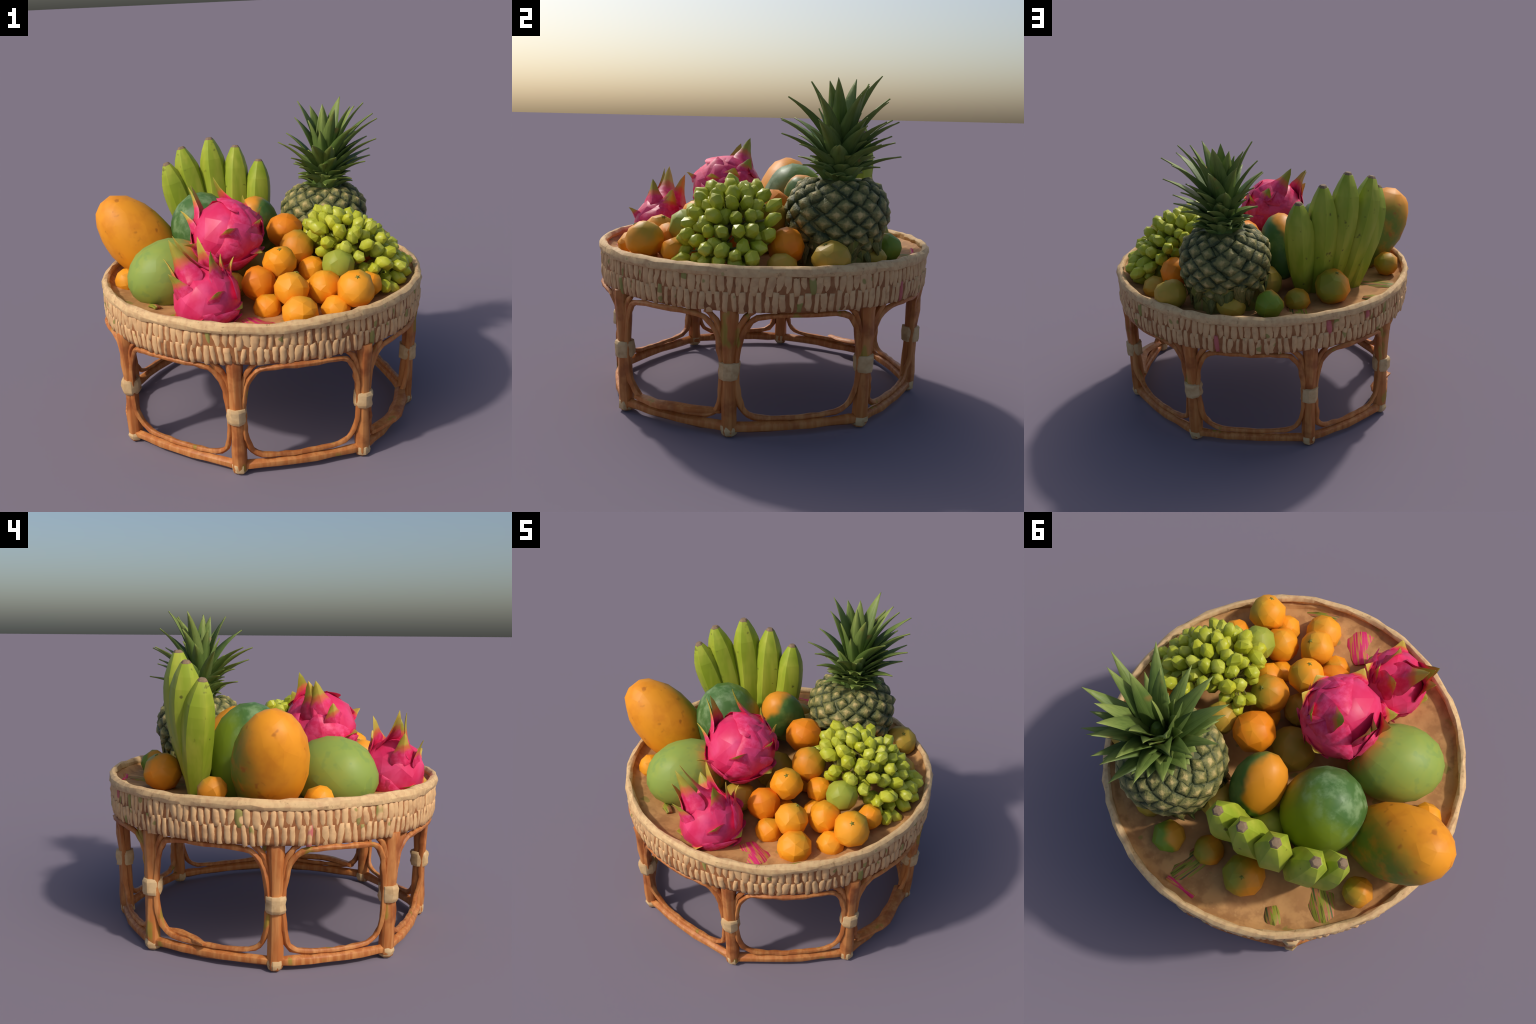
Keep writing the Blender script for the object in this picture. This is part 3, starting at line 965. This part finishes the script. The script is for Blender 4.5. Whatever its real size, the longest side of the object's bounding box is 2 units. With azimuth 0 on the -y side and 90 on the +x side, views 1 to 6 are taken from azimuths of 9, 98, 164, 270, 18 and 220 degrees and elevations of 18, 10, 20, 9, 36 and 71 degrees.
for k in range(2):                               # middle tier
    a = k * 2.39996 + 1.1
    ln, el = RNG.uniform(0.30, 0.42), math.radians(RNG.uniform(28, 58))
    crown_leaf(Vector((PX + ln * math.cos(el) * math.cos(a), PY + ln * math.cos(el) * math.sin(a), 1.31 + ln * math.sin(el))), 1.32, RNG.uniform(0.075, 0.095))
mesh_object("crown_stalk", tube("crown_stalk", [Vector((0, 0, z - 0.81)) for z in (1.26, 1.32, 1.40, 1.48, 1.56)], [0.10, 0.085, 0.065, 0.05, 0.02], 8, mat_leaf, 0.3), pine)

# ------------------------------------------------------------------ bananas
BUNCH = Vector((-0.3, 0.44, 0.815))
bananas = thing_empty("banana_bunch", BUNCH, "hand of five upright green bananas with brown tips", "bananas")
SPINES = [  # bottom, middle, shoulder, tip
    [(-0.125, 0.42, 0.815), (-0.085, 0.485, 1.00), (-0.062, 0.525, 1.20), (-0.049, 0.553, 1.435)],
    [(-0.215, 0.42, 0.815), (-0.213, 0.480, 1.02), (-0.207, 0.525, 1.25), (-0.201, 0.555, 1.530)],
    [(-0.300, 0.41, 0.815), (-0.320, 0.470, 1.05), (-0.345, 0.515, 1.32), (-0.369, 0.525, 1.589)],
    [(-0.385, 0.41, 0.815), (-0.430, 0.445, 1.04), (-0.485, 0.470, 1.28), (-0.547, 0.468, 1.540)],
    [(-0.450, 0.42, 0.815), (-0.500, 0.415, 1.00), (-0.565, 0.405, 1.21), (-0.630, 0.378, 1.453)],
]
for k, sp in enumerate(SPINES):
    pts = [Vector(p) - BUNCH for p in sp]
    path = catmull(pts, 13)
    n = len(path)
    prof = lambda t: float(np.interp(t, (0, 0.1, 0.3, 0.55, 0.74, 0.86, 0.94, 1.0), (0.052, 0.062, 0.080, 0.093, 0.094, 0.080, 0.055, 0.030)))
    radii = [prof(i / (n - 1)) for i in range(n)]
    b = mesh_object("banana", tube("banana", path, radii, 6, mat_banana, 0.6, up=Vector((0.3, -0.2, 0)), wob=0.02, ridges=0.07, seed=400 + k), bananas)
    d = (path[-1] - path[-2]).normalized()
    mesh_object("blossom_end", tube("blossom_end", [path[-1] - d * 0.012, path[-1] + d * 0.002, path[-1] + d * 0.014], [0.0315, 0.0275, 0.018], 6, mat_banana_tip, 0.6, up=Vector((0.3, -0.2, 0)), wob=0.08, seed=420 + k), b)
crown_path = [Vector(s[0]) - BUNCH + Vector((0, 0, 0.012)) for s in SPINES]
mesh_object("bunch_crown", tube("bunch_crown", crown_path, [0.03, 0.036, 0.038, 0.036, 0.03], 6, mat_banana_tip, 0.4, wob=0.1, seed=5), bananas)

# ------------------------------------------------------------------ grapes
GC = Vector((0.612, -0.095, 1.025))
grapes = thing_empty("grape_bunch", (0.612, -0.095, 0.815), "heaped bunch of plump green grapes", "grapes")
GRAPES = [(0.765, -0.177, 1.131), (0.484, -0.217, 1.237), (0.743, -0.053, 1.111), (0.599, -0.268, 1.164), (0.826, -0.115, 1.056), (0.565, -0.148, 1.241), (0.678, -0.087, 1.179),
          (0.573, 0.13, 1.154), (0.715, 0.032, 1.11), (0.562, -0.015, 1.223), (0.809, -0.024, 1.052), (0.683, 0.141, 1.094), (0.773, 0.048, 1.044), (0.702, -0.17, 1.192),
          (0.782, -0.327, 0.893), (0.642, -0.003, 1.169), (0.877, -0.017, 0.892), (0.868, 0.069, 0.923), (0.366, -0.145, 1.193), (0.853, -0.186, 0.893), (0.79, 0.086, 0.961),
          (0.868, -0.185, 0.968), (0.397, 0.008, 1.241), (0.896, -0.019, 0.939), (0.563, -0.319, 1.109), (0.433, -0.141, 1.235), (0.402, -0.223, 1.193), (0.438, -0.07, 1.236),
          (0.778, -0.311, 1.03), (0.741, -0.225, 1.077), (0.89, -0.106, 0.906), (0.469, -0.001, 1.214), (0.823, -0.146, 0.986), (0.622, -0.266, 1.205), (0.322, 0.003, 1.152),
          (0.667, -0.279, 0.977), (0.591, 0.031, 1.146), (0.524, -0.272, 1.195), (0.512, 0.061, 1.208), (0.629, -0.176, 1.222), (0.453, -0.281, 1.126), (0.687, -0.282, 1.124),
          (0.637, -0.325, 1.064), (0.723, -0.32, 0.993), (0.817, -0.254, 0.854), (0.452, -0.116, 1.275), (0.807, -0.194, 1.054), (0.877, -0.097, 0.964), (0.725, 0.126, 1.017),
          (0.508, -0.118, 1.253), (0.615, -0.087, 1.218), (0.505, -0.046, 1.245), (0.367, -0.047, 1.215), (0.848, 0.02, 0.86), (0.725, -0.33, 0.93)]
grape_meshes = [fruit_mesh("grape", 0.0395, 0.056, (0, 0, 1), 17, 500 + s, mat_grape, 0.6, 0.12) for s in range(8)]
spots = []
for g in GRAPES:                                 # the bunch is flattened on its outer front face
    v = Vector(g)
    w = max(0.0, (v - GC).normalized().dot(Vector((0.72, -0.58, 0.38)).normalized()) - 0.25) / 0.75
    if v.z > 1.2:
        v.z -= 0.014
    spots.append(v + Vector((-0.35, 0.62, -0.55)) * 0.04 * w)
inner = []
rng = random.Random(77)
tries = 0
while len(inner) < 44 and tries < 6000:                           # second layer that shows between the outer grapes
    tries += 1
    g = rng.choice(GRAPES)
    v = GC + (Vector(g) - GC) * rng.uniform(0.6, 0.92) + Vector((rng.uniform(-0.05, 0.05), rng.uniform(-0.05, 0.05), rng.uniform(-0.06, 0.02)))
    if all((v - q).length > 0.063 for q in spots + inner) and v.z > 0.85:
        inner.append(v)
for v in spots + inner:
    d = (v - Vector((0.58, -0.09, 0.93)))
    d = d.normalized() + Vector((RNG.uniform(-0.5, 0.5), RNG.uniform(-0.5, 0.5), RNG.uniform(-0.5, 0.5)))
    o = bpy.data.objects.new("grape", grape_meshes[RNG.randrange(8)])
    s = RNG.uniform(0.9, 1.1)
    o.matrix_local = Matrix.Translation(v - Vector(grapes.location)) @ axis_frame(d).to_4x4() @ Matrix.Rotation(RNG.random() * 6.28, 4, "Z") @ Matrix.Diagonal((s, s, s * RNG.uniform(0.9, 1.12), 1))
    link(o, grapes)
core = [Vector((0.42, -0.08, 1.17)), Vector((0.55, -0.09, 1.14)), Vector((0.67, -0.1, 1.05)), Vector((0.77, -0.12, 0.93))]
mesh_object("stem", tube("stem", catmull([c - Vector(grapes.location) for c in core], 10), 0.03, 6, mat_grape_stem, 0.4, wob=0.2, seed=9), grapes)
me_parts = []
verts, faces = [], []
for v in spots + inner:                          # little pedicels joining every grape to the stem
    a = v - Vector(grapes.location)
    c = min(core, key=lambda q: (q - v).length) - Vector(grapes.location)
    t = (c - a)
    x = t.orthogonal().normalized() * 0.005
    y = t.cross(x).normalized() * 0.005
    i = len(verts)
    verts += [a + x, a + y, a - x - y, c + x, c + y, c - x - y]
    faces += [(i, i + 1, i + 4, i + 3), (i + 1, i + 2, i + 5, i + 4), (i + 2, i, i + 3, i + 5), (i, i + 2, i + 1), (i + 3, i + 4, i + 5)]
p = mesh_object("pedicels", make_mesh("pedicels", verts, faces, mat_grape_stem, 0.2), grapes)
p["kind"] = "stuff"
